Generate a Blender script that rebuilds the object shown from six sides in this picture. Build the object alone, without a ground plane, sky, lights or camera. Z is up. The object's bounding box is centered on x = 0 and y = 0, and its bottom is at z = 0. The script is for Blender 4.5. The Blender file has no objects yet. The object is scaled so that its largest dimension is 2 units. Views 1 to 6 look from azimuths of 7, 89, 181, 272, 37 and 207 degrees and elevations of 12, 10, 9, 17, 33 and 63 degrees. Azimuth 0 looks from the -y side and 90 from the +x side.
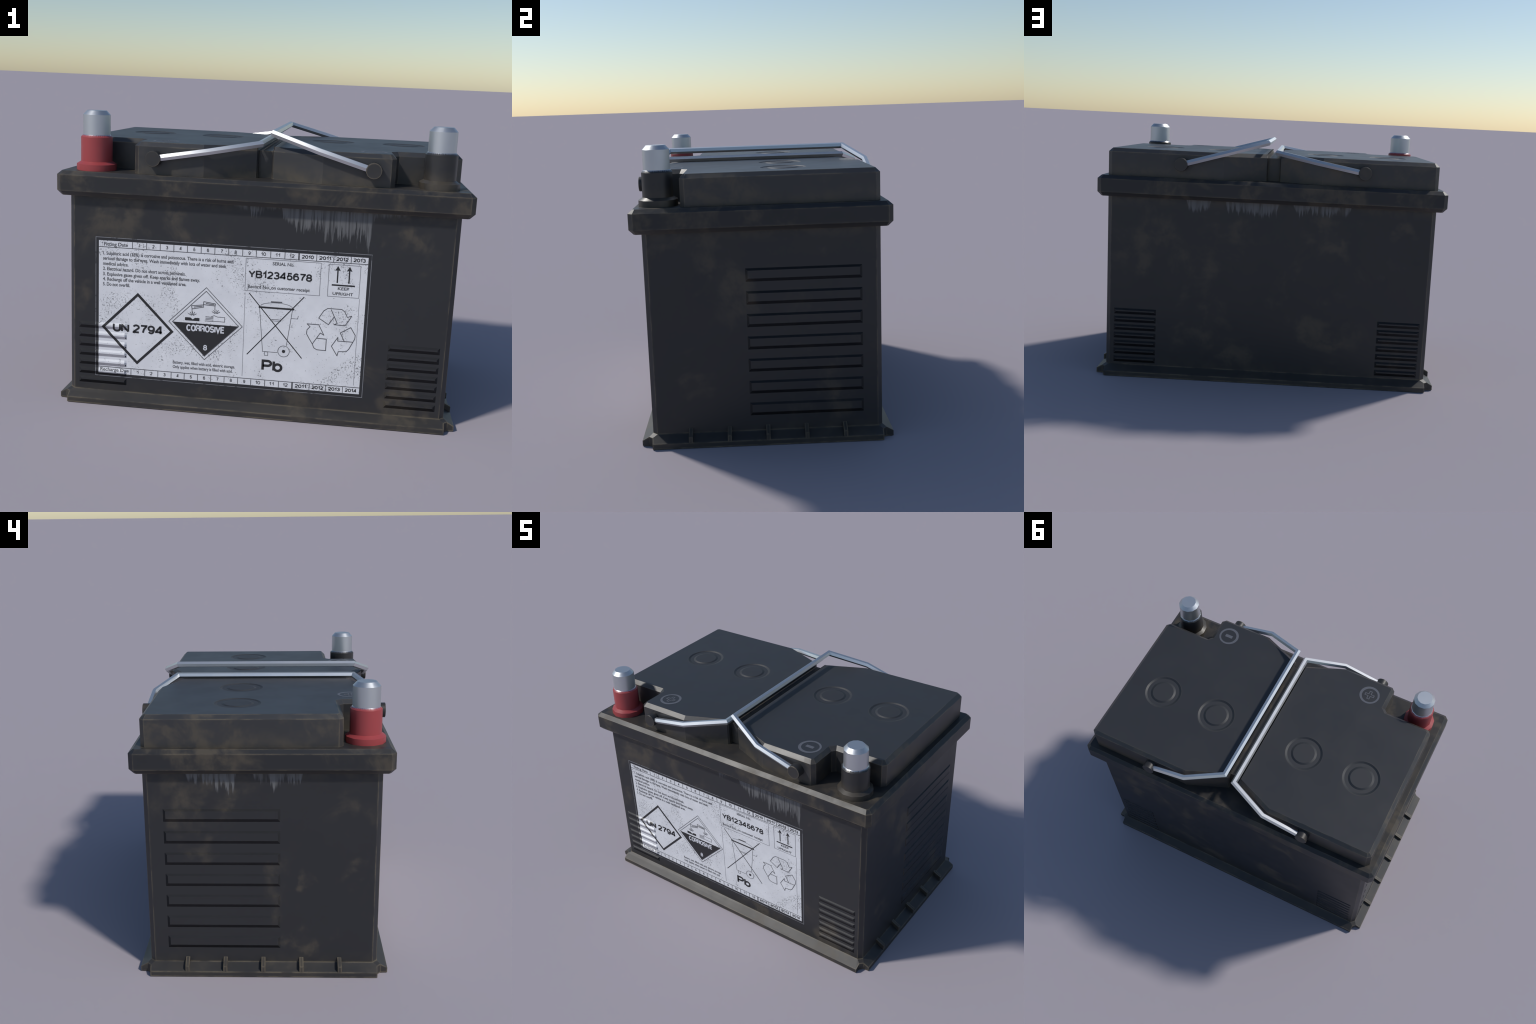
import bpy, bmesh, math, random
from mathutils import Vector

random.seed(7)
RT3 = math.sqrt(3.0)
COLL = bpy.context.scene.collection

# ------------------------------------------------------------------ sizes (metres)
CASE_X, CASE_Y, CHAMFER = 0.948, 0.571, 0.0235      # case half sizes, corner chamfer
CASE_BOTTOM, RIM_BOTTOM = 0.0575, 1.0605
RIM_X, RIM_Y = 1.0, 0.624
RIM_LOW, RIM_HIGH, DECK = 1.084, 1.161, 1.1805
LID_EDGE, LID_TOP, LID_BEVEL = 1.3140, 1.3348, 0.0215
PIVOT_X, PIVOT_Z = 0.523, 1.2595
TERM_X, TERM_Y = 0.835, -0.4915

# ------------------------------------------------------------------ helpers
root = bpy.data.objects.new("car_battery", None)
COLL.objects.link(root)
root["label"] = "grimy black car battery with red and black terminals, wire handles"
root["category"] = "car battery"


def add(name, mesh, parent=None, mat=None, loc=(0, 0, 0)):
    ob = bpy.data.objects.new(name, mesh)
    COLL.objects.link(ob)
    ob.parent = parent or root
    ob.location = loc
    if mat and not mesh.materials:
        mesh.materials.append(mat)
    return ob


def mesh_of(name, verts, faces):
    me = bpy.data.meshes.new(name)
    me.from_pydata([tuple(v) for v in verts], [], faces)
    bm = bmesh.new()
    bm.from_mesh(me)
    bmesh.ops.recalc_face_normals(bm, faces=bm.faces)
    bm.to_mesh(me)
    bm.free()
    me.update()
    return me


def smooth_by_angle(me, deg):
    me.shade_smooth()
    me.set_sharp_from_angle(angle=math.radians(deg))


def loft(rings, cap_bottom=True, cap_top=True):
    """closed rings with equal vertex counts -> verts, faces"""
    n = len(rings[0])
    verts = [p for r in rings for p in r]
    faces = []
    for k in range(len(rings) - 1):
        for i in range(n):
            j = (i + 1) % n
            faces.append((k * n + i, k * n + j, (k + 1) * n + j, (k + 1) * n + i))
    if cap_bottom:
        faces.append(tuple(reversed(range(n))))
    if cap_top:
        faces.append(tuple((len(rings) - 1) * n + i for i in range(n)))
    return verts, faces


def chamfered_rect(hx, hy, c):
    return [(hx - c, -hy), (hx, -hy + c), (hx, hy - c), (hx - c, hy),
            (-hx + c, hy), (-hx, hy - c), (-hx, -hy + c), (-hx + c, -hy)]


def inset(poly, dist):
    """mitred inset of a counter-clockwise polygon; dist is one number or one per edge"""
    n = len(poly)
    d = dist if isinstance(dist, (list, tuple)) else [dist] * n
    out = []
    for i in range(n):
        p0, p1, p2 = (Vector(poly[i - 1]), Vector(poly[i]), Vector(poly[(i + 1) % n]))
        a, b = (p1 - p0).normalized(), (p2 - p1).normalized()
        na, nb = Vector((-a.y, a.x)), Vector((-b.y, b.x))
        det = na.x * nb.y - na.y * nb.x
        ca, cb = na.dot(p1) + d[i - 1], nb.dot(p1) + d[i]
        out.append(((ca * nb.y - cb * na.y) / det, (na.x * cb - nb.x * ca) / det))
    return out


def at(poly, z):
    return [(x, y, z) for x, y in poly]


def lathe(profile, sides, turn=0.0, centre=(0, 0), closed_top=True):
    rings = []
    for r, z in profile:
        rings.append([(centre[0] + r * math.cos(turn + 2 * math.pi * i / sides),
                       centre[1] + r * math.sin(turn + 2 * math.pi * i / sides), z) for i in range(sides)])
    return loft(rings, True, closed_top)


# ------------------------------------------------------------------ node helpers
class Nodes:
    def __init__(self, name):
        self.mat = bpy.data.materials.new(name)
        self.mat.use_nodes = True
        self.t = self.mat.node_tree
        self.t.nodes.clear()
        self.out = self.t.nodes.new("ShaderNodeOutputMaterial")
        self.bsdf = self.t.nodes.new("ShaderNodeBsdfPrincipled")
        self.t.links.new(self.bsdf.outputs[0], self.out.inputs[0])
        tc = self.t.nodes.new("ShaderNodeTexCoord")
        tc.object = root
        self.co = tc.outputs["Object"]
        sep = self.t.nodes.new("ShaderNodeSeparateXYZ")
        self.t.links.new(self.co, sep.inputs[0])
        self.x, self.y, self.z = sep.outputs
        self.geo = self.t.nodes.new("ShaderNodeNewGeometry")

    def put(self, sock, v):
        if isinstance(v, bpy.types.NodeSocket):
            self.t.links.new(v, sock)
        else:
            sock.default_value = v

    def math(self, op, a, b=0.0, c=0.0, clamp=False):
        n = self.t.nodes.new("ShaderNodeMath")
        n.operation = op
        n.use_clamp = clamp
        for s, v in zip(n.inputs, (a, b, c)):
            self.put(s, v)
        return n.outputs[0]

    def mul(self, *a):
        r = a[0]
        for b in a[1:]:
            r = self.math("MULTIPLY", r, b)
        return r

    def sub(self, a, b):
        return self.math("SUBTRACT", a, b)

    def plus(self, a, b, clamp=False):
        return self.math("ADD", a, b, clamp=clamp)

    def top(self, a, b):
        return self.math("MAXIMUM", a, b)

    def ramp(self, v, lo, hi, a=0.0, b=1.0, smooth=True):
        n = self.t.nodes.new("ShaderNodeMapRange")
        n.interpolation_type = "SMOOTHSTEP" if smooth else "LINEAR"
        n.clamp = True
        for s, q in zip(n.inputs, (v, lo, hi, a, b)):
            self.put(s, q)
        return n.outputs[0]

    def band(self, v, lo, hi, soft):
        return self.mul(self.ramp(v, lo - soft, lo + soft), self.ramp(v, hi - soft, hi + soft, 1.0, 0.0))

    def noise(self, scale, detail=4.0, rough=0.55, dist=0.0, stretch=(1, 1, 1), shift=(0, 0, 0), vec=None):
        m = self.t.nodes.new("ShaderNodeMapping")
        m.inputs["Scale"].default_value = stretch
        m.inputs["Location"].default_value = shift
        self.t.links.new(vec or self.co, m.inputs[0])
        n = self.t.nodes.new("ShaderNodeTexNoise")
        n.inputs["Scale"].default_value = scale
        n.inputs["Detail"].default_value = detail
        n.inputs["Roughness"].default_value = rough
        n.inputs["Distortion"].default_value = dist
        self.t.links.new(m.outputs[0], n.inputs["Vector"])
        return n.outputs["Fac"]

    def mix(self, fac, a, b):
        n = self.t.nodes.new("ShaderNodeMix")
        n.data_type = "RGBA"
        self.put(n.inputs[0], fac)
        self.put(n.inputs[6], a if isinstance(a, bpy.types.NodeSocket) else (*a, 1))
        self.put(n.inputs[7], b if isinstance(b, bpy.types.NodeSocket) else (*b, 1))
        return n.outputs[2]

    def edge(self, radius, lo, hi):
        """1 along edges of the shape, from the angle between true and bevelled normal"""
        b = self.t.nodes.new("ShaderNodeBevel")
        b.samples = 8
        b.inputs[0].default_value = radius
        d = self.t.nodes.new("ShaderNodeVectorMath")
        d.operation = "DOT_PRODUCT"
        self.t.links.new(b.outputs[0], d.inputs[0])
        self.t.links.new(self.geo.outputs["Normal"], d.inputs[1])
        return self.ramp(d.outputs["Value"], hi, lo)

    def finish(self, color, rough, metallic=0.0, spec=0.5, bump=None, bump_dist=0.001):
        self.put(self.bsdf.inputs["Base Color"], color if isinstance(color, bpy.types.NodeSocket) else (*color, 1))
        self.put(self.bsdf.inputs["Roughness"], rough)
        self.put(self.bsdf.inputs["Metallic"], metallic)
        self.put(self.bsdf.inputs["Specular IOR Level"], spec)
        if bump is not None:
            b = self.t.nodes.new("ShaderNodeBump")
            b.inputs["Strength"].default_value = 0.35
            b.inputs["Distance"].default_value = bump_dist
            self.t.links.new(bump, b.inputs["Height"])
            self.t.links.new(b.outputs[0], self.bsdf.inputs["Normal"])
        return self.mat


PLASTIC = (0.0230, 0.0236, 0.0262)
MUD = (0.074, 0.0620, 0.0465)
EDGE_DUST = (0.135, 0.112, 0.078)
LID_PLASTIC = (0.0305, 0.0310, 0.0338)
PALE = (0.145, 0.147, 0.152)

F, B, L, R = -CASE_Y, CASE_Y, -CASE_X, CASE_X
DIRT_CLOUDS = [
    # front wall
    ((-0.66, F, 0.97), 0.20, 1.0), ((-0.28, F, 0.97), 0.22, 1.0), ((0.72, F, 0.93), 0.09, 1.0), ((0.66, F, 0.545), 0.05, 1.0),
    ((-0.93, F, 0.55), 0.10, 0.8), ((0.30, F, 0.09), 0.16, 0.9), ((-0.25, F, 0.09), 0.14, 0.9), ((0.75, F, 0.08), 0.15, 0.9),
    # left wall (red terminal end)
    ((L, 0.38, 0.95), 0.19, 1.0), ((L, 0.33, 0.74), 0.16, 1.0), ((L, 0.36, 0.57), 0.12, 0.8), ((L, -0.24, 0.52), 0.06, 1.0),
    ((L, -0.37, 0.54), 0.07, 1.0), ((L, -0.20, 0.79), 0.04, 0.8), ((L, -0.25, 0.13), 0.14, 0.9), ((L, 0.45, 0.12), 0.10, 0.9),
    # right wall
    ((R, -0.28, 0.92), 0.17, 1.0), ((R, -0.20, 0.70), 0.17, 1.0), ((R, -0.40, 0.50), 0.10, 0.9), ((R, -0.36, 0.28), 0.15, 0.9),
    ((R, 0.28, 0.90), 0.08, 0.6), ((R, 0.30, 0.20), 0.16, 0.6),
    # back wall
    ((0.72, B, 0.82), 0.24, 0.9), ((0.25, B, 0.90), 0.22, 1.0), ((0.42, B, 0.66), 0.22, 1.0), ((0.34, B, 0.47), 0.16, 0.9),
    ((-0.72, B, 0.85), 0.12, 0.8), ((-0.38, B, 0.88), 0.10, 0.8), ((-0.22, B, 0.54), 0.06, 0.9), ((-0.33, B, 0.33), 0.13, 0.9),
    ((0.2, B, 0.18), 0.20, 0.6),
]


def plastic(name, dirt=1.0, streaks=False, lid=False, foot=False, rim=False, edge_amount=0.8, coat=0.0, places=False, edge_width=0.0135, matt=0.0):
    m = Nodes(name)
    nz = m.t.nodes.new("ShaderNodeSeparateXYZ")
    m.t.links.new(m.geo.outputs["Normal"], nz.inputs[0])
    up = m.ramp(nz.outputs["Z"], 0.8, 0.95)
    big = m.noise(2.6, 5.0, 0.62, 0.55, shift=(3.1, 0.7, 1.9))
    fine = m.noise(11.0, 5.0, 0.58, 0.25, shift=(1.3, 5.2, 0.4))
    lean = 0.0
    if places:
        # mud gathers in a few clouds; each is a soft ball around a spot on a wall
        cloud = None
        wob = m.t.nodes.new("ShaderNodeTexNoise")
        wob.inputs["Scale"].default_value = 5.0
        wob.inputs["Detail"].default_value = 4.0
        m.t.links.new(m.co, wob.inputs["Vector"])
        shiftv = m.t.nodes.new("ShaderNodeVectorMath")
        shiftv.operation = "MULTIPLY_ADD"
        m.t.links.new(wob.outputs["Color"], shiftv.inputs[0])
        shiftv.inputs[1].default_value = (0.5, 0.5, 0.5)
        m.t.links.new(m.co, shiftv.inputs[2])
        back = m.t.nodes.new("ShaderNodeVectorMath")
        m.t.links.new(shiftv.outputs[0], back.inputs[0])
        back.inputs[1].default_value = (-0.25, -0.25, -0.25)
        for centre, radius, pull in DIRT_CLOUDS:
            d = m.t.nodes.new("ShaderNodeVectorMath")
            d.operation = "DISTANCE"
            m.t.links.new(back.outputs[0], d.inputs[0])
            d.inputs[1].default_value = centre
            here = m.ramp(d.outputs["Value"], radius * 0.25, radius * 1.35, pull, 0.0)
            cloud = here if cloud is None else m.top(cloud, here)
        lean = m.sub(m.mul(cloud, 0.20), 0.075)
    patch = m.mul(m.ramp(m.plus(big, lean), 0.48 if places else 0.45, 0.68 if places else 0.57), m.ramp(fine, 0.36, 0.62, 0.12, 1.0))
    amount = m.mul(patch, dirt)
    if lid:
        # lid tops are wiped clean, mud stays on the walls and at their feet
        amount = m.mul(amount, m.ramp(m.z, LID_TOP - 0.004, LID_TOP - 0.001, 1.0, 0.06))
        low = m.mul(m.ramp(m.z, 1.18, 1.285, 1.0, 0.0), m.ramp(fine, 0.33, 0.62, 0.20, 1.0), m.ramp(m.noise(3.7, 3.0, 0.5, shift=(2, 6, 8)), 0.38, 0.58, 0.45, 1.0))
        amount = m.top(amount, m.mul(low, 1.0))
    if rim:
        amount = m.top(amount, m.mul(up, m.ramp(fine, 0.3, 0.65, 0.12, 0.42)))
        under = m.mul(m.ramp(m.z, 1.06, 1.10, 1.0, 0.0), 0.45)
        amount = m.top(amount, under)
    if foot:
        low = m.mul(m.ramp(m.z, 0.045, 0.135, 0.75, 0.0), m.ramp(fine, 0.34, 0.70, 0.15, 1.0), m.ramp(big, 0.36, 0.62, 0.3, 1.0))
        high = m.mul(m.ramp(m.z, 0.99, 1.06), m.ramp(fine, 0.36, 0.66, 0.0, 0.8))
        amount = m.top(amount, m.mul(m.top(low, high), 0.75))
        flare = m.mul(m.ramp(m.z, CASE_BOTTOM, CASE_BOTTOM - 0.002), m.ramp(big, 0.35, 0.6, 0.08, 0.30))
        amount = m.top(amount, flare)
    if coat:
        amount = m.top(amount, m.mul(m.ramp(fine, 0.3, 0.65, 0.35, 1.0), coat))
    wear = m.mul(m.edge(edge_width, 0.935, 0.996), m.ramp(m.noise(7.0, 4.0, 0.6, shift=(7, 2, 5)), 0.40, 0.58, 0.12, 1.0), edge_amount)
    if lid:
        wear = m.mul(wear, m.sub(1.0, m.mul(up, 0.8)))
    amount = m.math("MINIMUM", amount, 0.92)
    color = m.mix(amount, LID_PLASTIC if lid else PLASTIC, MUD)
    color = m.mix(wear, color, EDGE_DUST)
    amount = m.top(amount, wear)
    rough = m.plus(m.mul(amount, 0.10), m.ramp(m.noise(5.0, 3.0, shift=(9, 9, 1)), 0.3, 0.7, (0.41 if lid else 0.40) + matt, (0.46 if lid else 0.46) + matt))
    if streaks:
        # pale runs that have dried below the rim: length varies fast along the wall
        nx = m.math("ABSOLUTE", nz.outputs["X"])
        on_side = m.ramp(nx, 0.7, 0.9)
        along = m.plus(m.mul(m.x, m.sub(1.0, on_side)), m.mul(m.y, on_side))
        left = m.mul(on_side, m.ramp(nz.outputs["X"], -0.1, 0.1, 1.0, 0.0))
        front = m.mul(m.sub(1.0, on_side), m.ramp(nz.outputs["Y"], -0.1, 0.1, 1.0, 0.0))
        back = m.mul(m.sub(1.0, on_side), m.ramp(nz.outputs["Y"], -0.1, 0.1))
        reach_front = m.top(m.mul(m.band(along, 0.10, 0.54, 0.012), m.ramp(along, 0.05, 0.42, 0.115, 0.225)),
                            m.top(m.mul(m.band(along, -0.05, 0.018, 0.010), 0.125), m.mul(m.band(along, -0.13, 0.70, 0.03), 0.032)))
        reach_back = m.mul(m.top(m.top(m.band(along, -0.45, -0.135, 0.02), m.band(along, -0.04, 0.26, 0.012)),
                                 m.band(along, 0.355, 0.485, 0.012)), 0.105)
        reach_left = m.top(m.mul(m.band(along, 0.127, 0.36, 0.008), m.ramp(along, 0.12, 0.38, 0.14, 0.05)),
                           m.mul(m.band(along, -0.19, 0.04, 0.012), 0.09))
        reach = m.plus(m.plus(m.mul(front, reach_front), m.mul(back, reach_back)), m.mul(left, reach_left))
        runs = m.noise(22.0, 6.0, 0.75, stretch=(1, 1, 0.06))
        runs2 = m.noise(70.0, 2.0, 0.6, stretch=(1, 1, 0.03), shift=(4, 4, 4))
        length = m.mul(reach, m.plus(m.ramp(runs, 0.32, 0.68, 0.0, 1.0, False), m.mul(m.sub(runs2, 0.5), 1.0)))
        mask = m.ramp(m.sub(m.plus(m.z, length), RIM_BOTTOM), -0.006, 0.022)
        mask = m.mul(mask, m.ramp(reach, 0.0, 0.02), m.ramp(m.z, 1.062, 1.066, 1.0, 0.0))
        holes = m.noise(34.0, 4.0, 0.7, stretch=(1, 1, 0.05), shift=(2, 8, 3))
        mask = m.mul(mask, m.ramp(holes, 0.36, 0.50, 0.15, 0.95), m.ramp(runs2, 0.3, 0.6, 0.45, 0.9))
        color = m.mix(mask, color, PALE)
        rough = m.plus(rough, m.mul(mask, 0.15))
    return m.finish(color, rough, spec=0.6 if lid else (0.42 if rim else 0.5), bump=fine, bump_dist=0.0006)


MAT_CASE = plastic("case_plastic", 0.8, streaks=True, foot=True, edge_amount=1.0, places=True)
MAT_RIM = plastic("rim_plastic", 0.95, rim=True, edge_amount=0.75)
MAT_LID = plastic("lid_plastic", 0.95, lid=True, edge_amount=0.95)
MAT_CAP = plastic("cap_plastic", 0.05, lid=True, edge_amount=0.0, matt=0.12)
MAT_PIN = plastic("pin_plastic", 0.6, edge_amount=1.0, coat=0.22, edge_width=0.010)
MAT_BAR = plastic("louvre_plastic", 0.8, edge_amount=0.0, places=True)
MAT_RIB = plastic("rib_plastic", 0.6, edge_amount=0.9, coat=0.7)


def steel(name, base, rough):
    m = Nodes(name)
    g = m.noise(9.0, 3.0, 0.5)
    return m.finish(m.mix(m.ramp(g, 0.3, 0.7, 0.0, 0.2), base, tuple(c * 0.88 for c in base)),
                    m.ramp(g, 0.3, 0.7, rough - 0.015, rough + 0.02), metallic=0.9)


MAT_WIRE = steel("handle_steel", (0.70, 0.71, 0.72), 0.38)
MAT_POST = steel("post_lead", (0.60, 0.62, 0.645), 0.44)


def collar_material(name, paint, rough, mud):
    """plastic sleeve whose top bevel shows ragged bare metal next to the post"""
    m = Nodes(name)
    dx, dy = m.sub(m.math("ABSOLUTE", m.x), TERM_X), m.sub(m.y, TERM_Y)
    ang = m.math("ARCTAN2", dy, dx)
    comb = m.t.nodes.new("ShaderNodeCombineXYZ")
    m.put(comb.inputs[0], m.mul(ang, 1.0))
    saw = m.noise(30.0, 3.0, 0.7, vec=comb.outputs[0])
    bare = m.ramp(m.plus(m.z, m.mul(m.sub(saw, 0.5), 0.045)), 1.3495, 1.3515)
    smut = m.mul(m.ramp(m.z, 1.200, 1.290, 1.0, 0.12), m.ramp(m.noise(13.0, 4.0, 0.6), 0.35, 0.6, 0.45, 1.0), mud)
    color = m.mix(smut, paint, MUD)
    color = m.mix(bare, color, (0.66, 0.68, 0.71))
    return m.finish(color, m.ramp(bare, 0, 1, rough, 0.32), metallic=bare)


MAT_RED = collar_material("red_sleeve", (0.345, 0.052, 0.056), 0.46, 0.0)
MAT_BLACK = collar_material("black_sleeve", PLASTIC, 0.40, 0.85)


def print_paint():
    m = Nodes("grey_marking")
    return m.finish((0.115, 0.120, 0.138), 0.5)


MAT_MARK = print_paint()

# label frame (x, z extents on the front wall)
LX0, LX1, LZ0, LZ1 = -0.815, 0.545, 0.134, 0.858


def label_paper():
    m = Nodes("label_film")
    # distance to the nearest label border
    d = m.math("MINIMUM", m.math("MINIMUM", m.sub(m.x, LX0), m.sub(LX1, m.x)),
               m.math("MINIMUM", m.sub(m.z, LZ0), m.sub(LZ1, m.z)))
    inner = m.ramp(d, 0.0163, 0.0177)
    hair = m.ramp(d, 0.0026, 0.0036, 1.0, 0.0)
    chips = m.ramp(m.noise(38.0, 2.0, 0.6, stretch=(1, 0.2, 1)), 0.34, 0.40)
    hair = m.mul(hair, m.plus(0.3, m.mul(chips, 0.7)))
    cloud = m.noise(7.0, 4.0, 0.6)
    white = m.mix(m.ramp(cloud, 0.35, 0.7), (0.715, 0.722, 0.752), (0.785, 0.792, 0.822))
    # specks where the film has rubbed through, in drifting clusters
    cluster = m.ramp(m.noise(5.5, 5.0, 0.65, 0.9, stretch=(1, 0, 0.8), shift=(2.4, 0, 6.3)), 0.44, 0.62)
    speck = m.noise(125.0, 3.0, 0.60, 0.5, stretch=(1, 0, 1))
    speck = m.ramp(m.plus(speck, m.mul(cluster, 0.138)), 0.695, 0.725)
    specks2 = m.ramp(m.noise(95.0, 2.0, 0.5, stretch=(1, 0, 1), shift=(5, 0, 9)), 0.70, 0.725)
    white = m.mix(m.mul(m.top(speck, specks2), 0.70), white, (0.060, 0.060, 0.066))
    grime = m.mul(cluster, m.ramp(m.noise(60.0, 3.0, 0.7, stretch=(1, 0, 1)), 0.45, 0.75), 0.30)
    white = m.mix(grime, white, (0.22, 0.22, 0.22))
    dark = m.mix(hair, (0.0235, 0.024, 0.027), (0.20, 0.205, 0.22))
    return m.finish(m.mix(inner, dark, white), 0.45)


def ink(name, value, rub):
    m = Nodes(name)
    wear = m.ramp(m.noise(120.0, 2.0, 0.6, stretch=(1, 0, 1), shift=(1, 0, 3)), 0.58, 0.68, 0.0, rub)
    return m.finish(m.mix(wear, (value, value, value * 1.1), (0.55, 0.56, 0.60)), 0.45)


MAT_LABEL = label_paper()
MAT_INK = ink("label_ink", 0.022, 0.0)
MAT_FINE_INK = ink("label_fine_ink", 0.085, 0.3)
MAT_HAIR_INK = ink("label_hairline_ink", 0.20, 0.5)


def white_ink():
    return Nodes("label_white_ink").finish((0.66, 0.67, 0.715), 0.45)


MAT_WHITE = white_ink()

# ------------------------------------------------------------------ case with flared foot
body = chamfered_rect(CASE_X, CASE_Y, CHAMFER)
bv, bf = [], []


def V(p):
    bv.append(p)
    return len(bv) - 1


upper = [V((x, y, RIM_BOTTOM + 0.012)) for x, y in body]
waist = [V((x, y, CASE_BOTTOM)) for x, y in body]
for i in range(8):
    j = (i + 1) % 8
    bf.append((waist[i], waist[j], upper[j], upper[i]))
bf.append(tuple(upper))
LIP_X, LIP_Y, LIP_Z, NOTCH_Z = 1.0, 0.624, 0.0265, 0.0460
notch, lip, ground, nground = {}, {}, {}, {}
for sx in (1, -1):
    for sy in (1, -1):
        k = (sx, sy)
        notch[k] = (V((sx * 0.948, sy * 0.5895, NOTCH_Z)), V((sx * 0.9665, sy * 0.571, NOTCH_Z)))
        lip[k] = (V((sx * 0.947, sy * LIP_Y, LIP_Z)), V((sx * LIP_X, sy * 0.569, LIP_Z)))
        ground[k] = (V((sx * 0.947, sy * LIP_Y, 0)), V((sx * LIP_X, sy * 0.569, 0)))
        nground[k] = (V((sx * 0.948, sy * 0.5895, 0)), V((sx * 0.9665, sy * 0.571, 0)))
wfront = {(1, -1): waist[0], (1, 1): waist[3], (-1, 1): waist[4], (-1, -1): waist[7]}
wside = {(1, -1): waist[1], (1, 1): waist[2], (-1, 1): waist[5], (-1, -1): waist[6]}
for sy in (1, -1):
    a, b = (-1, sy), (1, sy)
    bf.append((wfront[a], wfront[b], notch[b][0], lip[b][0], lip[a][0], notch[a][0]))
    bf.append((lip[a][0], lip[b][0], ground[b][0], ground[a][0]))
for sx in (1, -1):
    a, b = (sx, -1), (sx, 1)
    bf.append((wside[a], wside[b], notch[b][1], lip[b][1], lip[a][1], notch[a][1]))
    bf.append((lip[a][1], lip[b][1], ground[b][1], ground[a][1]))
for k in notch:
    bf.append((wfront[k], wside[k], notch[k][1], notch[k][0]))
    bf.append((notch[k][0], notch[k][1], nground[k][1], nground[k][0]))
    bf.append((notch[k][0], lip[k][0], ground[k][0], nground[k][0]))
    bf.append((notch[k][1], lip[k][1], ground[k][1], nground[k][1]))
order = []
for k in ((-1, -1), (1, -1), (1, 1), (-1, 1)):
    pts = [ground[k][0], nground[k][0], nground[k][1], ground[k][1]]
    order += pts if k[0] * k[1] < 0 else pts[::-1]
bf.append(tuple(order))
case = add("case", mesh_of("case", bv, bf), mat=MAT_CASE)

# ribs over the foot on the short sides
prof = [(0.944, 0.0862), (0.9995, 0.0565), (0.9995, 0.020), (0.944, 0.020)]
W = 0.0101
rib_mesh = mesh_of("foot_rib", *loft([[(x, -W, z) for x, z in prof], [(x, W, z) for x, z in prof]]))
rib_mesh.materials.append(MAT_RIB)
for sx in (1, -1):
    for k in range(5):
        r = add("foot_rib", rib_mesh, case, loc=(0, -0.381 + 0.1905 * k, 0))
        if sx < 0:
            r.rotation_euler = (0, 0, math.pi)

# raised louvre bars
BAR_B, BAR_LOW, BAR_H, BAR_TILT = 0.0112, 0.0150, 0.0026, 63.0   # side and lower bevel widths, height, shading lean


def steepen(me, flat_dir, tilt, only=None):
    """moulded bevels catch light as if they were steeper than they are deep:
    lean the shading normal of every sloping face to a given angle off flat_dir"""
    f = Vector(flat_dir)
    normals = []
    for p in me.polygons:
        n = p.normal.copy()
        a = n.angle(f)
        if math.radians(8) < a < math.radians(75) and (only is None or only(p)):
            side = (n - f * n.dot(f)).normalized()
            n = f * math.cos(math.radians(tilt)) + side * math.sin(math.radians(tilt))
        normals += [n] * p.loop_total
    me.normals_split_custom_set(normals)


def bar_mesh(length, height):
    hl, hh = length / 2, height / 2
    rect = [(-hl, -hh), (hl, -hh), (hl, hh), (-hl, hh)]
    rings = [[(x, 0.002, z) for x, z in rect], [(x, 0.0, z) for x, z in rect],
             [(x, -BAR_H, z) for x, z in inset(rect, [BAR_LOW, BAR_B, BAR_B, BAR_B])]]
    me = mesh_of("louvre_bar", *loft(rings))
    steepen(me, (0, -1, 0), BAR_TILT)
    me.materials.append(MAT_BAR)
    return me


BAR_X0, BAR_X1, BAR_TALL, BAR_PITCH = 0.6515, 0.9005, 0.0345, 0.0487
small_bar, long_bar = bar_mesh(BAR_X1 - BAR_X0, BAR_TALL), bar_mesh(0.562, 0.0655)
FRONT_BAR_TOP, BACK_BAR_TOP = 0.4195, 0.3985
for sx in (1, -1):
    for k in range(7):
        xc = sx * (BAR_X0 + BAR_X1) / 2
        add("louvre_bar", small_bar, case, loc=(xc, -CASE_Y, FRONT_BAR_TOP - BAR_TALL / 2 - BAR_PITCH * k))
        b = add("louvre_bar", small_bar, case, loc=(xc, CASE_Y, BACK_BAR_TOP - BAR_TALL / 2 - BAR_PITCH * k))
        b.rotation_euler = (0, 0, math.pi)
        b = add("louvre_bar", long_bar, case, loc=(sx * CASE_X, 0.196, 0.8755 - 0.03275 - 0.1124 * k))
        b.rotation_euler = (0, 0, sx * math.pi / 2)

# ------------------------------------------------------------------ rim
ro = chamfered_rect(RIM_X, RIM_Y, CHAMFER)
ri = inset(ro, 0.0225)
add("lid_rim", mesh_of("lid_rim", *loft([at(ri, RIM_BOTTOM), at(ro, RIM_LOW), at(ro, RIM_HIGH), at(ri, DECK)])), mat=MAT_RIM)

# ------------------------------------------------------------------ lid blocks
C = 0.0215
half = [(0.034, -0.464), (0.041, -0.4735), (0.284, -CASE_Y), (0.6255 - C, -CASE_Y), (0.6255, -CASE_Y + C),
        (0.6255, -0.380 - C * 0.9), (0.6255 + C * 0.9, -0.380), (CASE_X - C, -0.380), (CASE_X, -0.380 + C),
        (CASE_X, CASE_Y - C), (CASE_X - C, CASE_Y), (0.284, CASE_Y), (0.041, 0.4735), (0.034, 0.464)]
bevels = [LID_BEVEL] * len(half)
bevels[-1] = 0.008
bevels[0] = bevels[-2] = 0.012
CAPS = [(0.306, 0.123), (0.690, 0.123)]
CAP_R, CAP_DEPTH = 0.1155, 0.0020


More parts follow.
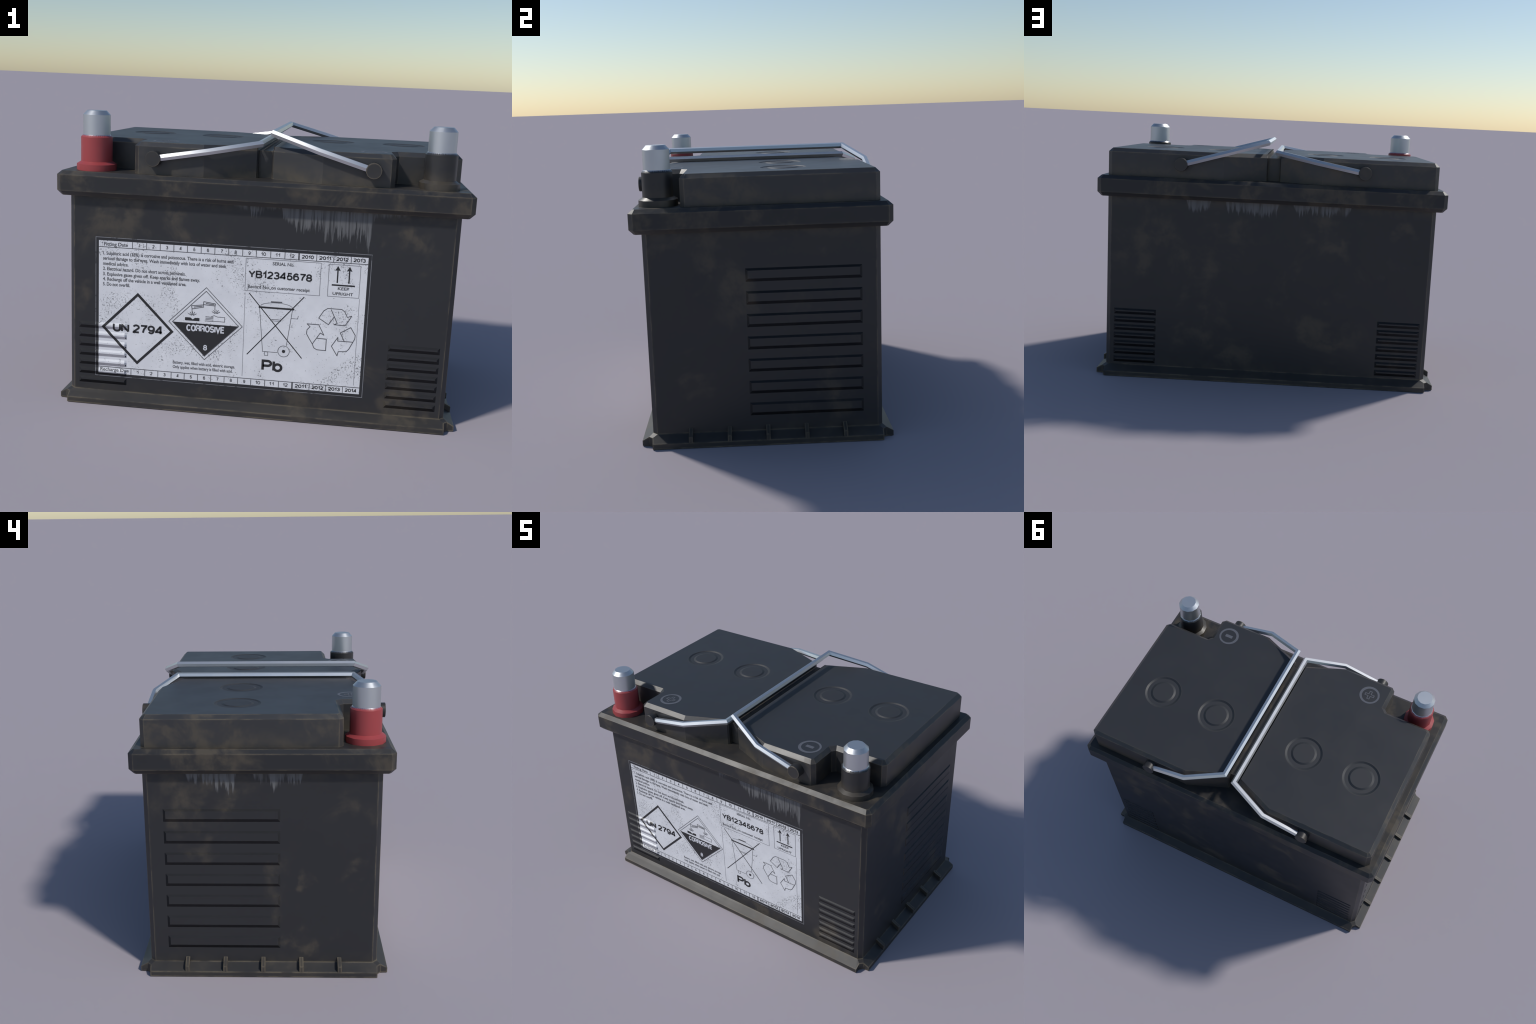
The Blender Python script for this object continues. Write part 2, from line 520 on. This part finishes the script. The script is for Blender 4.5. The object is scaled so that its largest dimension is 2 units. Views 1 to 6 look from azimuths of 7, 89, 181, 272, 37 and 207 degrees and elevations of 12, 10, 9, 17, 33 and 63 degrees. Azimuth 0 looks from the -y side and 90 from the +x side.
def make_block(sx):
    base, top = half, inset(half, bevels)
    rings = [at(base, DECK - 0.004), at(base, LID_EDGE), at(top, LID_TOP)]
    rings = [[(sx * x, y, z) for x, y, z in r] for r in rings]
    me = mesh_of("lid_block", *loft(rings))
    ob = add("lid_block", me, mat=MAT_LID)
    cutters = []
    for cx, cy in CAPS:
        cm = mesh_of("cut", *lathe([(CAP_R, LID_TOP - CAP_DEPTH - 0.004), (CAP_R, LID_TOP + 0.02)], 64, 0, (sx * cx, cy)))
        cob = add("cutter", cm)
        cutters.append(cob)
        mod = ob.modifiers.new("cap_hole", "BOOLEAN")
        mod.operation, mod.solver, mod.object = "DIFFERENCE", "EXACT", cob
    dg = bpy.context.evaluated_depsgraph_get()
    new = bpy.data.meshes.new_from_object(ob.evaluated_get(dg))
    ob.modifiers.clear()
    ob.data = new
    new.name = "lid_block"
    for c in cutters:
        bpy.data.objects.remove(c)
    return ob


cap_profile = [(CAP_R, LID_TOP - CAP_DEPTH - 0.003), (CAP_R, LID_TOP - 0.0002), (0.1020, LID_TOP - CAP_DEPTH),
               (0.0800, LID_TOP - CAP_DEPTH), (0.0665, LID_TOP)]
cap_mesh = mesh_of("filler_cap", *lathe(cap_profile, 64))
cap_normals = []
for p in cap_mesh.polygons:
    lean = 0.0 if p.normal.z > 0.9999 or p.normal.z < 0.5 else 34.0
    for li in p.loop_indices:
        co = cap_mesh.vertices[cap_mesh.loops[li].vertex_index].co
        if lean:
            out = Vector((co.x, co.y, 0)).normalized()
            if p.normal.dot(out) < 0:
                out = -out
            cap_normals.append(out * math.sin(math.radians(lean)) + Vector((0, 0, math.cos(math.radians(lean)))))
        else:
            cap_normals.append(p.normal.copy())
cap_mesh.normals_split_custom_set(cap_normals)
cap_mesh.materials.append(MAT_CAP)

pin_verts, pin_faces = lathe([(0.0382, -0.02), (0.0382, 0.0462), (0.0368, 0.0478)], 14, 0.2)
pin_mesh = mesh_of("handle_pin", [(x, -z, y) for x, y, z in pin_verts], pin_faces)
smooth_by_angle(pin_mesh, 35)
pin_mesh.materials.append(MAT_PIN)

blocks = {}
for sx in (1, -1):
    ob = blocks[sx] = make_block(sx)
    for cx, cy in CAPS:
        add("filler_cap", cap_mesh, ob, loc=(sx * cx, cy, 0))
    for sy in (-1, 1):
        p = add("handle_pin", pin_mesh, ob, loc=(sx * PIVOT_X, sy * CASE_Y, PIVOT_Z))
        if sy > 0:
            p.rotation_euler = (0, 0, math.pi)

br = [(-0.036, -0.437), (0.036, -0.437), (0.036, 0.437), (-0.036, 0.437)]
add("lid_bridge", mesh_of("lid_bridge", *loft([at(br, DECK - 0.004), at(br, 1.3125)])), mat=MAT_LID)

# polarity marks on the lid
MZ0, MZ1 = LID_TOP - 0.001, LID_TOP + 0.0007


def ring_mesh(name, cx, cy, r0, r1, off=(0, 0), n=64):
    rings = []
    for r, z, o in ((r0, MZ0, off), (r1, MZ0, (0, 0)), (r1, MZ1, (0, 0)), (r0, MZ1, off)):
        rings.append([(cx + o[0] + r * math.cos(2 * math.pi * i / n), cy + o[1] + r * math.sin(2 * math.pi * i / n), z)
                      for i in range(n)])
    v, f = loft(rings + [rings[0]], False, False)
    me = mesh_of(name, v, f)
    bm = bmesh.new()
    bm.from_mesh(me)
    bmesh.ops.remove_doubles(bm, verts=bm.verts, dist=1e-6)
    bmesh.ops.recalc_face_normals(bm, faces=bm.faces)
    bm.to_mesh(me)
    bm.free()
    return me


def frame_mesh(name, outer, inner, z0, z1):
    n = len(outer)
    rings = [at(inner, z0), at(outer, z0), at(outer, z1), at(inner, z1)]
    v, f = loft(rings, False, False)
    f += [(3 * n + i, 3 * n + (i + 1) % n, (i + 1) % n, i) for i in range(n)]
    return mesh_of(name, v, f)


for sx, cx, cy in ((-1, -0.4975, -0.4415), (1, 0.5205, -0.450)):
    add("polarity_ring", ring_mesh("polarity_ring", cx, cy, 0.0505, 0.0645, (0.002 * sx, 0.0015)), blocks[sx], MAT_MARK)
    if sx > 0:
        r = [(cx - 0.0245, cy - 0.0095), (cx + 0.0245, cy - 0.0095), (cx + 0.0245, cy + 0.0115), (cx - 0.0245, cy + 0.0115)]
        add("minus_sign", mesh_of("minus_sign", *loft([at(r, MZ0), at(r, MZ1)])), blocks[sx], MAT_MARK)
    else:
        a, w = 0.0315, 0.0095
        plus = [(-w, -a), (w, -a), (w, -w), (a, -w), (a, w), (w, w), (w, a), (-w, a), (-w, w), (-a, w), (-a, -w), (-w, -w)]
        plus = [(cx + x, cy + y) for x, y in plus]
        mm = frame_mesh("plus_sign", plus, inset(plus, 0.0045), MZ0, MZ1)
        add("plus_sign", mm, blocks[sx], Nodes("faint_marking").finish((0.120, 0.124, 0.140), 0.5))

# ------------------------------------------------------------------ wire bail handles (hexagonal rod, mitred bends)


def bail(sx, tilt, reach):
    r = 0.0170
    c, s = math.cos(math.radians(tilt)), math.sin(math.radians(tilt))
    y_arm, y_bar, knee = 0.5955, 0.497, 0.264
    path = [Vector(p) for p in ((0.012, -y_arm), (knee, -y_arm), (reach, -y_bar), (reach, y_bar), (knee, y_arm), (0.012, y_arm))]
    hexa = [(r * math.cos(math.pi / 3 * k), r * math.sin(math.pi / 3 * k)) for k in range(6)]
    rings = []
    for i, p in enumerate(path):
        a = (p - path[i - 1]).normalized() if i else (path[1] - p).normalized()
        b = (path[i + 1] - p).normalized() if i < len(path) - 1 else a
        na, nb = Vector((a.y, -a.x)), Vector((b.y, -b.x))
        m = (na + nb).normalized()
        m /= m.dot(na)
        ring = []
        for w, h in hexa:
            q = p + m * w
            x, z = q.x * c - h * s, q.x * s + h * c
            ring.append((sx * (PIVOT_X - x), q.y, PIVOT_Z + z))
        rings.append(ring)
    me = mesh_of("handle", *loft(rings))
    smooth_by_angle(me, 35)          # flats stay flat, the shallow bends flow over
    return me


add("handle", bail(1, 16.3, 0.504), mat=MAT_WIRE)
add("handle", bail(-1, 10.0, 0.5095), mat=MAT_WIRE)

# ------------------------------------------------------------------ terminals
TURN = math.radians(20.0)
for sx, mat in ((-1, MAT_RED), (1, MAT_BLACK)):
    ctr = (sx * TERM_X, TERM_Y)
    sleeve = [(0.0975, DECK - 0.003), (0.0975, 1.2105), (0.0768, 1.2235), (0.0768, 1.3415), (0.0655, 1.3545)]
    sm = mesh_of("terminal_sleeve", *lathe(sleeve, 12, TURN, ctr))
    smooth_by_angle(sm, 32)
    so = add("terminal_sleeve", sm, mat=mat)
    post = [(0.0665, 1.345), (0.0665, 1.4495), (0.0472, 1.4700)]
    pm = mesh_of("terminal_post", *lathe(post, 12, TURN, ctr))
    smooth_by_angle(pm, 32)
    add("terminal_post", pm, so, MAT_POST)

# ------------------------------------------------------------------ label, draped over the front wall and its louvres
FX0, FX1 = -BAR_X1, -BAR_X0
bar_rows = [(FRONT_BAR_TOP - BAR_TALL - BAR_PITCH * k, FRONT_BAR_TOP - BAR_PITCH * k) for k in range(7)]


def relief(x, z):
    if x > FX1 or x < FX0:
        return 0.0
    for z0, z1 in bar_rows:
        if z0 < z < z1:
            d = min((FX1 - x) / BAR_B, (x - FX0) / BAR_B, (z - z0) / BAR_LOW, (z1 - z) / BAR_B)
            return BAR_H * max(0.0, min(1.0, d))
    return 0.0


def cut_mesh(bm, co, no):
    geom = bm.verts[:] + bm.edges[:] + bm.faces[:]
    bmesh.ops.bisect_plane(bm, geom=geom, plane_co=co, plane_no=no, dist=1e-6)


def drape(me, lift, thick=0.0005):
    """me lies in x,z; press it onto the wall and give it thickness"""
    bm = bmesh.new()
    bm.from_mesh(me)
    for v in bm.verts:
        v.co.y = 0.0
    bmesh.ops.remove_doubles(bm, verts=bm.verts, dist=1e-6)
    xs = [v.co.x for v in bm.verts]
    zs = [v.co.z for v in bm.verts]
    if min(xs) < FX1 and min(zs) < FRONT_BAR_TOP:
        for z0, z1 in bar_rows:
            if z1 < min(zs) or z0 > max(zs):
                continue
            for z in (z0, z0 + BAR_LOW, z1 - BAR_B, z1):
                cut_mesh(bm, (0, 0, z), (0, 0, 1))
            for z, sgn in ((z0, BAR_B / BAR_LOW), (z1, -1)):
                if max(xs) > FX1 - BAR_B:
                    side = [f for f in bm.faces if FX1 - 0.02 < f.calc_center_median().x and f.calc_center_median().x < FX1 + 0.03]
                    geom = list({e for f in side for e in f.edges} | {v for f in side for v in f.verts}) + side
                    bmesh.ops.bisect_plane(bm, geom=geom, plane_co=(FX1, 0, z), plane_no=(1, 0, sgn), dist=1e-6)
        for x in (FX1 - BAR_B, FX1):
            if min(xs) < x < max(xs):
                cut_mesh(bm, (x, 0, 0), (1, 0, 0))
    bmesh.ops.triangulate(bm, faces=[f for f in bm.faces if len(f.verts) > 4])
    for f in bm.faces:
        f.normal_update()
        if f.normal.y > 0:
            f.normal_flip()
    for v in bm.verts:
        v.co.y = -CASE_Y - relief(v.co.x, v.co.z) - lift
    # side wall so the print has an edge
    rim = [e for e in bm.edges if e.is_boundary]
    ret = bmesh.ops.extrude_edge_only(bm, edges=rim)
    for v in [g for g in ret["geom"] if isinstance(g, bmesh.types.BMVert)]:
        v.co.y += thick
    bm.to_mesh(me)
    bm.free()
    me.update()
    if min(xs) < FX1 and min(zs) < FRONT_BAR_TOP:
        steepen(me, (0, -1, 0), BAR_TILT - 10)
    return me


def flat(name, polys):
    """polys: list of lists of (x,z)"""
    vs, fs = [], []
    for p in polys:
        fs.append(tuple(range(len(vs), len(vs) + len(p))))
        vs += [(x, 0.0, z) for x, z in p]
    me = bpy.data.meshes.new(name)
    me.from_pydata(vs, [], fs)
    return me


label = add("label", drape(flat("label", [[(LX0, LZ0), (LX1, LZ0), (LX1, LZ1), (LX0, LZ1)]]), 0.0007, 0.0012), mat=MAT_LABEL)
INK1, INK2 = 0.0011, 0.0015


def stroke(p, q, w):
    p, q = Vector(p), Vector(q)
    d = (q - p).normalized()
    n = Vector((-d.y, d.x)) * w / 2
    e = d * w * 0.3
    return [tuple(p - e - n), tuple(q + e - n), tuple(q + e + n), tuple(p - e + n)]


def strokes(pts, w, close=False):
    seq = list(pts) + ([pts[0]] if close else [])
    return [stroke(a, b, w) for a, b in zip(seq, seq[1:])]


def diamond(cx, cz, rx, rz):
    return [(cx, cz - rz), (cx + rx, cz), (cx, cz + rz), (cx - rx, cz)]


def band_poly(outer, inner):
    n = len(outer)
    return [[outer[i], outer[(i + 1) % n], inner[(i + 1) % n], inner[i]] for i in range(n)]


def disc(cx, cz, r, n=28):
    return [(cx + r * math.cos(2 * math.pi * i / n), cz + r * math.sin(2 * math.pi * i / n)) for i in range(n)]


def printed(name, polys, mat, lift=INK1):
    # overlapping strokes of one drawing are stepped by 0.02 mm so no two faces share a plane
    me_all = []
    bm = bmesh.new()
    for k, p in enumerate(polys):
        me = drape(flat(name, [p]), lift + 0.00002 * (k % 14), 0.0004)
        bm.from_mesh(me)
        bpy.data.meshes.remove(me)
    me = bpy.data.meshes.new(name)
    bm.to_mesh(me)
    bm.free()
    return add(name, me, label, mat)


def glyphs(body, weight):
    cu = bpy.data.curves.new("t", "FONT")
    cu.body = body
    cu.size = 1.0
    cu.offset = weight
    cu.resolution_u = 4
    ob = bpy.data.objects.new("t", cu)
    COLL.objects.link(ob)
    dg = bpy.context.evaluated_depsgraph_get()
    dg.update()
    me = bpy.data.meshes.new_from_object(ob.evaluated_get(dg))
    bpy.data.objects.remove(ob)
    return me


CAP_H = max(v.co.y for v in glyphs("H", 0.0).vertices)


def text(body, x0, x1, z0, z1, mat, weight=0.0, lift=INK1, name="label_text", cap=None):
    """text fitted to x0..x1; z0..z1 is its box, or z0 the baseline when a capital height is given"""
    me = glyphs(body, weight)
    xs = [v.co.x for v in me.vertices]
    ys = [v.co.y for v in me.vertices]
    sx = (x1 - x0) / (max(xs) - min(xs))
    sz = cap / CAP_H if cap else (z1 - z0) / (max(ys) - min(ys))
    ox, oy = min(xs), 0.0 if cap else min(ys)
    for v in me.vertices:
        v.co = (x0 + (v.co.x - ox) * sx, 0.0, z0 + (v.co.y - oy) * sz)
    me.name = name
    return add(name, drape(me, lift, 0.0004), label, mat)


def arc(cx, cy, rx, ry, a0, a1, n=14):
    return [(cx + rx * math.cos(math.radians(a0 + (a1 - a0) * k / n)),
             cy + ry * math.sin(math.radians(a0 + (a1 - a0) * k / n))) for k in range(n + 1)]


# plain grotesque letters as pen centre lines on a unit-height body: (width, pen paths)
PEN = {
    "0": (0.56, [arc(0.28, 0.5, 0.28, 0.5, 90, 450, 24)]),
    "1": (0.34, [[(0.0, 0.74), (0.16, 0.80), (0.27, 1.0), (0.27, 0.0)]]),
    "2": (0.54, [arc(0.27, 0.72, 0.26, 0.28, 165, -25) + [(0.02, 0.06), (0.02, 0.0), (0.54, 0.0)]]),
    "3": (0.54, [arc(0.26, 0.745, 0.24, 0.255, 160, -80) + [(0.20, 0.51)], [(0.20, 0.51)] + arc(0.26, 0.265, 0.27, 0.265, 78, -160)]),
    "4": (0.58, [[(0.44, 0.0), (0.44, 1.0), (0.40, 1.0), (0.0, 0.30), (0.0, 0.25), (0.58, 0.25)]]),
    "5": (0.54, [[(0.50, 1.0), (0.11, 1.0), (0.04, 0.48)] + arc(0.26, 0.325, 0.27, 0.315, 145, -155)]),
    "6": (0.56, [arc(0.28, 0.32, 0.27, 0.32, 0, 360, 20), arc(0.29, 0.5, 0.28, 0.5, 40, 205)]),
    "7": (0.54, [[(0.0, 1.0), (0.54, 1.0), (0.54, 0.94), (0.30, 0.50), (0.20, 0.0)]]),
    "8": (0.56, [arc(0.28, 0.745, 0.23, 0.255, 0, 360, 18), arc(0.28, 0.265, 0.27, 0.265, 0, 360, 18)]),
    "9": (0.56, [arc(0.28, 0.68, 0.27, 0.32, 0, 360, 20), arc(0.27, 0.5, 0.28, 0.5, -140, 25)]),
    "U": (0.62, [[(0.0, 1.0), (0.0, 0.32)] + arc(0.31, 0.31, 0.31, 0.31, 180, 360) + [(0.62, 1.0)]]),
    "N": (0.62, [[(0.0, 0.0), (0.0, 1.0)], [(0.0, 1.0), (0.62, 0.0)], [(0.62, 0.0), (0.62, 1.0)]]),
    "Y": (0.66, [[(0.0, 1.0), (0.33, 0.45)], [(0.66, 1.0), (0.33, 0.45), (0.33, 0.0)]]),
    "B": (0.60, [[(0.0, 0.0), (0.0, 1.0), (0.36, 1.0)] + arc(0.36, 0.765, 0.20, 0.235, 85, -90) + [(0.0, 0.53)],
                 [(0.36, 0.53)] + arc(0.36, 0.265, 0.24, 0.265, 85, -90) + [(0.0, 0.0)]]),
    "P": (0.58, [[(0.0, 0.0), (0.0, 1.0), (0.34, 1.0)] + arc(0.34, 0.735, 0.24, 0.265, 85, -90) + [(0.0, 0.47)]]),
    "b": (0.54, [[(0.0, 0.0), (0.0, 1.0)], arc(0.28, 0.35, 0.26, 0.36, 0, 360, 20)]),
    "C": (0.58, [arc(0.30, 0.5, 0.30, 0.5, 40, 320, 20)]),
    "O": (0.62, [arc(0.31, 0.5, 0.31, 0.5, 0, 360, 24)]),
    "R": (0.58, [[(0.0, 0.0), (0.0, 1.0), (0.34, 1.0)] + arc(0.34, 0.755, 0.23, 0.245, 85, -90) + [(0.0, 0.51)],
                 [(0.36, 0.51), (0.52, 0.42), (0.56, 0.0)]]),
    "S": (0.56, [arc(0.28, 0.745, 0.25, 0.255, 25, 250) + arc(0.28, 0.265, 0.27, 0.265, 70, -165)]),
    "I": (0.02, [[(0.01, 0.0), (0.01, 1.0)]]),
    "V": (0.62, [[(0.0, 1.0), (0.31, 0.0), (0.62, 1.0)]]),
    "E": (0.50, [[(0.50, 1.0), (0.0, 1.0), (0.0, 0.0), (0.50, 0.0)], [(0.0, 0.52), (0.45, 0.52)]]),
    " ": (0.12, []),
}


def pen_strip(path, w):
    """quads along a pen path, mitred at the bends"""
    pts = [Vector(path[0])]
    for p in path[1:]:
        if (Vector(p) - pts[-1]).length > 1e-5:
            pts.append(Vector(p))
    loop = (pts[0] - pts[-1]).length < 1e-4
    if loop:
        pts = pts[:-1]
    n = len(pts)
    left, right = [], []
    for i, p in enumerate(pts):
        a = (p - pts[i - 1]).normalized() if i or loop else (pts[1] - p).normalized()
        b = (pts[(i + 1) % n] - p).normalized() if i < n - 1 or loop else a
        na, nb = Vector((-a.y, a.x)), Vector((-b.y, b.x))
        m = na + nb
        m = m.normalized() if m.length > 1e-3 else na
        k = w / 2 / max(0.35, m.dot(na))
        left.append(tuple(p + m * k))
        right.append(tuple(p - m * k))
    return [[right[i], right[(i + 1) % n], left[(i + 1) % n], left[i]] for i in range(n if loop else n - 1)]


def grotesque(body, x0, x1, z0, z1, mat, weight, lift=INK1):
    """lettering set from the pen shapes; weight is the stroke width in metres"""
    track = 0.20
    total = sum(PEN[c][0] for c in body) + track * (len(body) - 1)
    bx, bz = x0 + weight / 2, z0 + weight / 2
    sx, sz = (x1 - x0 - weight) / total, (z1 - z0 - weight)
    bm = bmesh.new()
    cur, step = 0.0, 0
    for c in body:
        wdt, paths = PEN[c]
        for path in paths:
            strip = pen_strip([(bx + (cur + px) * sx, bz + pz * sz) for px, pz in path], weight)
            me = drape(flat("label_text", strip), lift + 0.00002 * (step % 3), 0.0004)
            bm.from_mesh(me)
            bpy.data.meshes.remove(me)
            step += 1
        cur += wdt + track
    me = bpy.data.meshes.new("label_text")
    bm.to_mesh(me)
    bm.free()
    return add("label_text", me, label, mat)


WX0, WX1, WZ0, WZ1 = -0.797, 0.527, 0.152, 0.841
# ---- date tables
TOPL, BOTL = 0.8085, 0.1845
DIV = [-0.628, -0.556, -0.488, -0.4195, -0.352, -0.2835, -0.2155, -0.1475, -0.0785, -0.012, 0.0585, 0.1275, 0.1955, 0.281, 0.363, 0.446, WX1]
hair = [stroke((WX0, TOPL), (WX1, TOPL), 0.0034), stroke((WX0, BOTL), (WX1, BOTL), 0.0034)]
for i, x in enumerate(DIV[:-1]):
    w = 0.0075 if i == 12 else 0.0032
    hair += [stroke((x, TOPL), (x, WZ1 - 0.001), w), stroke((x, WZ0 + 0.001), (x, BOTL), w)]
printed("table_rule", hair, MAT_FINE_INK)
text("Fitting Date", -0.7715, -0.651, 0.810, 0.8335, MAT_FINE_INK, 0.020)
text("Recharge Due", -0.7885, -0.640, 0.1575, 0.1805, MAT_FINE_INK, 0.020)
years = (["2010", "2011", "2012", "2013"], ["2011", "2012", "2013", "2014"])
for row, (zlo, zhi) in enumerate(((0.8165, 0.8345), (0.1585, 0.1765))):
    names = [str(k) for k in range(1, 13)] + years[row]
    for i, s in enumerate(names):
        cx = (DIV[i] + DIV[i + 1]) / 2
        hw = {1: 0.0058, 2: 0.0125, 4: 0.0290}[len(s)]
        if s == "1":
            hw = 0.0038
        grotesque(s, cx - hw, cx + hw, zlo, zhi, MAT_INK if i >= 12 else MAT_FINE_INK, 0.0034 if i < 12 else 0.0038)
# ---- safety text
para = [("1. Sulphuric acid (38%) is corrosive and poisonous. There is a risk of burns and", -0.123, 0.770),
        ("serious damage to the eyes. Wash immediately with lots of water and seek", -0.156, 0.744),
        ("medical advice.", -0.647, 0.717),
        ("2. Electrical hazard. Do not short across terminals.", -0.358, 0.691),
        ("3. Explosive gases given off. Keep sparks and flames away.", -0.285, 0.664),
        ("4. Recharge off the vehicle in a well ventilated area.", -0.353, 0.638),
        ("5. Do not overfill.", -0.638, 0.612)]
for s, xe, zb in para:
    text(s, -0.777, xe, zb, 0, MAT_FINE_INK, 0.022, cap=0.0165)
text("Battery, wet, filled with acid, electric storage.", -0.412, -0.095, 0.232, 0, MAT_FINE_INK, 0.020, cap=0.0150)
text("Only applies when battery is filled with acid.", -0.412, -0.106, 0.208, 0, MAT_FINE_INK, 0.020, cap=0.0150)
# ---- transport diamond
o, i_ = diamond(-0.597, 0.3975, 0.186, 0.188), diamond(-0.597, 0.3975, 0.1675, 0.1695)
printed("hazard_diamond", band_poly(o, i_), MAT_INK)
grotesque("UN 2794", -0.724, -0.4665, 0.3755, 0.421, MAT_INK, 0.0096, INK2)
# ---- corrosive diamond
cx, cz = -0.2515, 0.4512
lines = []
for rx, rz in ((0.187, 0.188), (0.1685, 0.1695)):
    lines += strokes(diamond(cx, cz, rx - 0.0015, rz - 0.0015), 0.0032, True)
printed("hazard_diamond", lines, MAT_FINE_INK)
printed("hazard_diamond", [[(cx - 0.168, cz), (cx, cz - 0.169), (cx + 0.168, cz)]], MAT_INK)
grotesque("CORROSIVE", -0.3475, -0.1530, 0.4085, 0.4435, MAT_WHITE, 0.0072, INK2)
grotesque("8", -0.2595, -0.2385, 0.3135, 0.3425, MAT_WHITE, 0.0055, INK2)
pict = []
for a, b, wd in (((-0.322, 0.532), (-0.264, 0.543), 0.0165), ((-0.263, 0.558), (-0.205, 0.553), 0.0155)):
    a, b = Vector(a), Vector(b)
    d = (b - a).normalized()
    n = Vector((-d.y, d.x)) * wd / 2
    pict += strokes([tuple(a - n), tuple(b - n * 0.7), tuple(b + n * 0.7), tuple(a + n)], 0.0036, True)
    pict.append(stroke(a + d * 0.012, b - d * 0.006, 0.0042))
pict += strokes([(-0.321, 0.524), (-0.320, 0.502)], 0.0028) + strokes([(-0.206, 0.545), (-0.206, 0.528)], 0.0028)
for cxx, czz in ((-0.318, 0.489), (-0.200, 0.507)):
    for ang in (-60, -30, 0, 28, 58):
        a = math.radians(ang)
        pict.append(stroke((cxx + 0.006 * math.sin(a), czz + 0.004 * math.cos(a)),
                           (cxx + 0.023 * math.sin(a), czz + 0.021 * math.cos(a)), 0.0032))
pict += strokes([(-0.216, 0.4685), (-0.155, 0.4685), (-0.155, 0.492), (-0.192, 0.492), (-0.208, 0.498), (-0.222, 0.492)], 0.0026)
for k in range(4):
    pict.append(stroke((-0.251, 0.489 - 0.0072 * k), (-0.213, 0.489 - 0.0072 * k), 0.0030))
printed("corrosion_pictogram", pict, MAT_FINE_INK)
printed("corrosion_pictogram", [[(-0.355, 0.463), (-0.282, 0.463), (-0.282, 0.479), (-0.304, 0.479), (-0.316, 0.470), (-0.328, 0.479), (-0.355, 0.479)]], MAT_INK)
# ---- serial number box
printed("ruled_box", strokes([(-0.0605, 0.638), (0.3045, 0.638), (0.3045, 0.8005), (-0.0605, 0.8005)], 0.0025, True)
        + strokes([(0.343, 0.6395), (0.4945, 0.6395), (0.4945, 0.798), (0.343, 0.798)], 0.0025, True)
        + [stroke((-0.0585, 0.61), (-0.0575, 0.196), 0.0018), stroke((0.498, 0.637), (0.498, 0.196), 0.0018)], MAT_HAIR_INK)
text("SERIAL No.", 0.070, 0.175, 0.7735, 0.7900, MAT_FINE_INK, 0.020)
grotesque("YB12345678", -0.0465, 0.2655, 0.7035, 0.7415, MAT_INK, 0.0078)
text("Record No. on customer receipt", -0.047, 0.257, 0.6475, 0.6695, MAT_FINE_INK, 0.022)
# ---- this way up
for ax in (0.3865, 0.4425):
    printed("up_arrow", [stroke((ax, 0.710), (ax, 0.776), 0.0065)], MAT_INK)
    printed("up_arrow", [[(ax - 0.0135, 0.768), (ax, 0.7715), (ax + 0.0135, 0.768), (ax, 0.792)]], MAT_INK, INK2)
printed("up_arrow", [stroke((0.363, 0.697), (0.470, 0.697), 0.0075)], MAT_INK)
text("KEEP", 0.391, 0.446, 0.6735, 0.6885, MAT_FINE_INK, 0.022)
text("UPRIGHT", 0.367, 0.466, 0.6475, 0.6625, MAT_FINE_INK, 0.022)
# ---- crossed-out bin
bin_ = strokes([(-0.038, 0.626), (0.235, 0.3135)], 0.0046) + strokes([(0.231, 0.625), (-0.037, 0.3125)], 0.0046)
printed("crossed_bin", bin_, MAT_INK)
bin_ = strokes([(0.016, 0.556), (0.040, 0.333), (0.113, 0.333)], 0.0026) + strokes([(0.178, 0.556), (0.157, 0.372)], 0.0026)
bin_ += strokes([(0.076, 0.501), (0.121, 0.501)], 0.0028) + strokes([(0.073, 0.494), (0.124, 0.494)], 0.0022)
bin_ += strokes([(0.050, 0.332), (0.067, 0.332), (0.067, 0.314), (0.050, 0.314)], 0.0024, True)
bin_ += strokes([(0.175, 0.513), (0.205, 0.513), (0.208, 0.528)], 0.0022)
dome = [(0.099 + 0.078 * math.cos(t), 0.566 + 0.020 * math.sin(t)) for t in [math.pi * k / 12 for k in range(13)]]
bin_ += strokes(dome, 0.0022) + strokes([(0.072, 0.590), (0.124, 0.591)], 0.0055)
bin_ += band_poly(disc(0.1445, 0.3415, 0.0298), disc(0.1445, 0.3415, 0.0272))
printed("crossed_bin", bin_, MAT_FINE_INK)
printed("crossed_bin", [stroke((0.014, 0.5595), (0.184, 0.5595), 0.0085), disc(0.1445, 0.3415, 0.0082)], MAT_INK, INK2)
grotesque("Pb", 0.038, 0.1435, 0.2315, 0.2915, MAT_INK, 0.0128)
# ---- recycling loop: three outlined folded arrows
loop = [
    [(0.308, 0.526), (0.331, 0.565), (0.350, 0.578), (0.417, 0.578), (0.432, 0.567), (0.446, 0.540), (0.467, 0.548), (0.449, 0.515), (0.437, 0.497), (0.384, 0.4985), (0.399, 0.506), (0.366, 0.573)],
    [(0.308, 0.526), (0.357, 0.4965), (0.381, 0.535)],
    [(0.253, 0.4925), (0.310, 0.4925), (0.338, 0.441), (0.320, 0.451), (0.284, 0.392), (0.268, 0.416), (0.253, 0.442), (0.254, 0.462), (0.268, 0.479), (0.253, 0.4925)],
    [(0.284, 0.392), (0.292, 0.373), (0.307, 0.364), (0.351, 0.363), (0.351, 0.422), (0.306, 0.423)],
    [(0.466, 0.490), (0.490, 0.452), (0.489, 0.434), (0.481, 0.417), (0.407, 0.417), (0.407, 0.436), (0.378, 0.388), (0.408, 0.341), (0.413, 0.363), (0.451, 0.366), (0.463, 0.379), (0.481, 0.417)],
    [(0.438, 0.419), (0.417, 0.459), (0.466, 0.490)],
]
rec = []
for p in loop:
    rec += strokes(p, 0.0036)
printed("recycling_symbol", rec, MAT_FINE_INK)
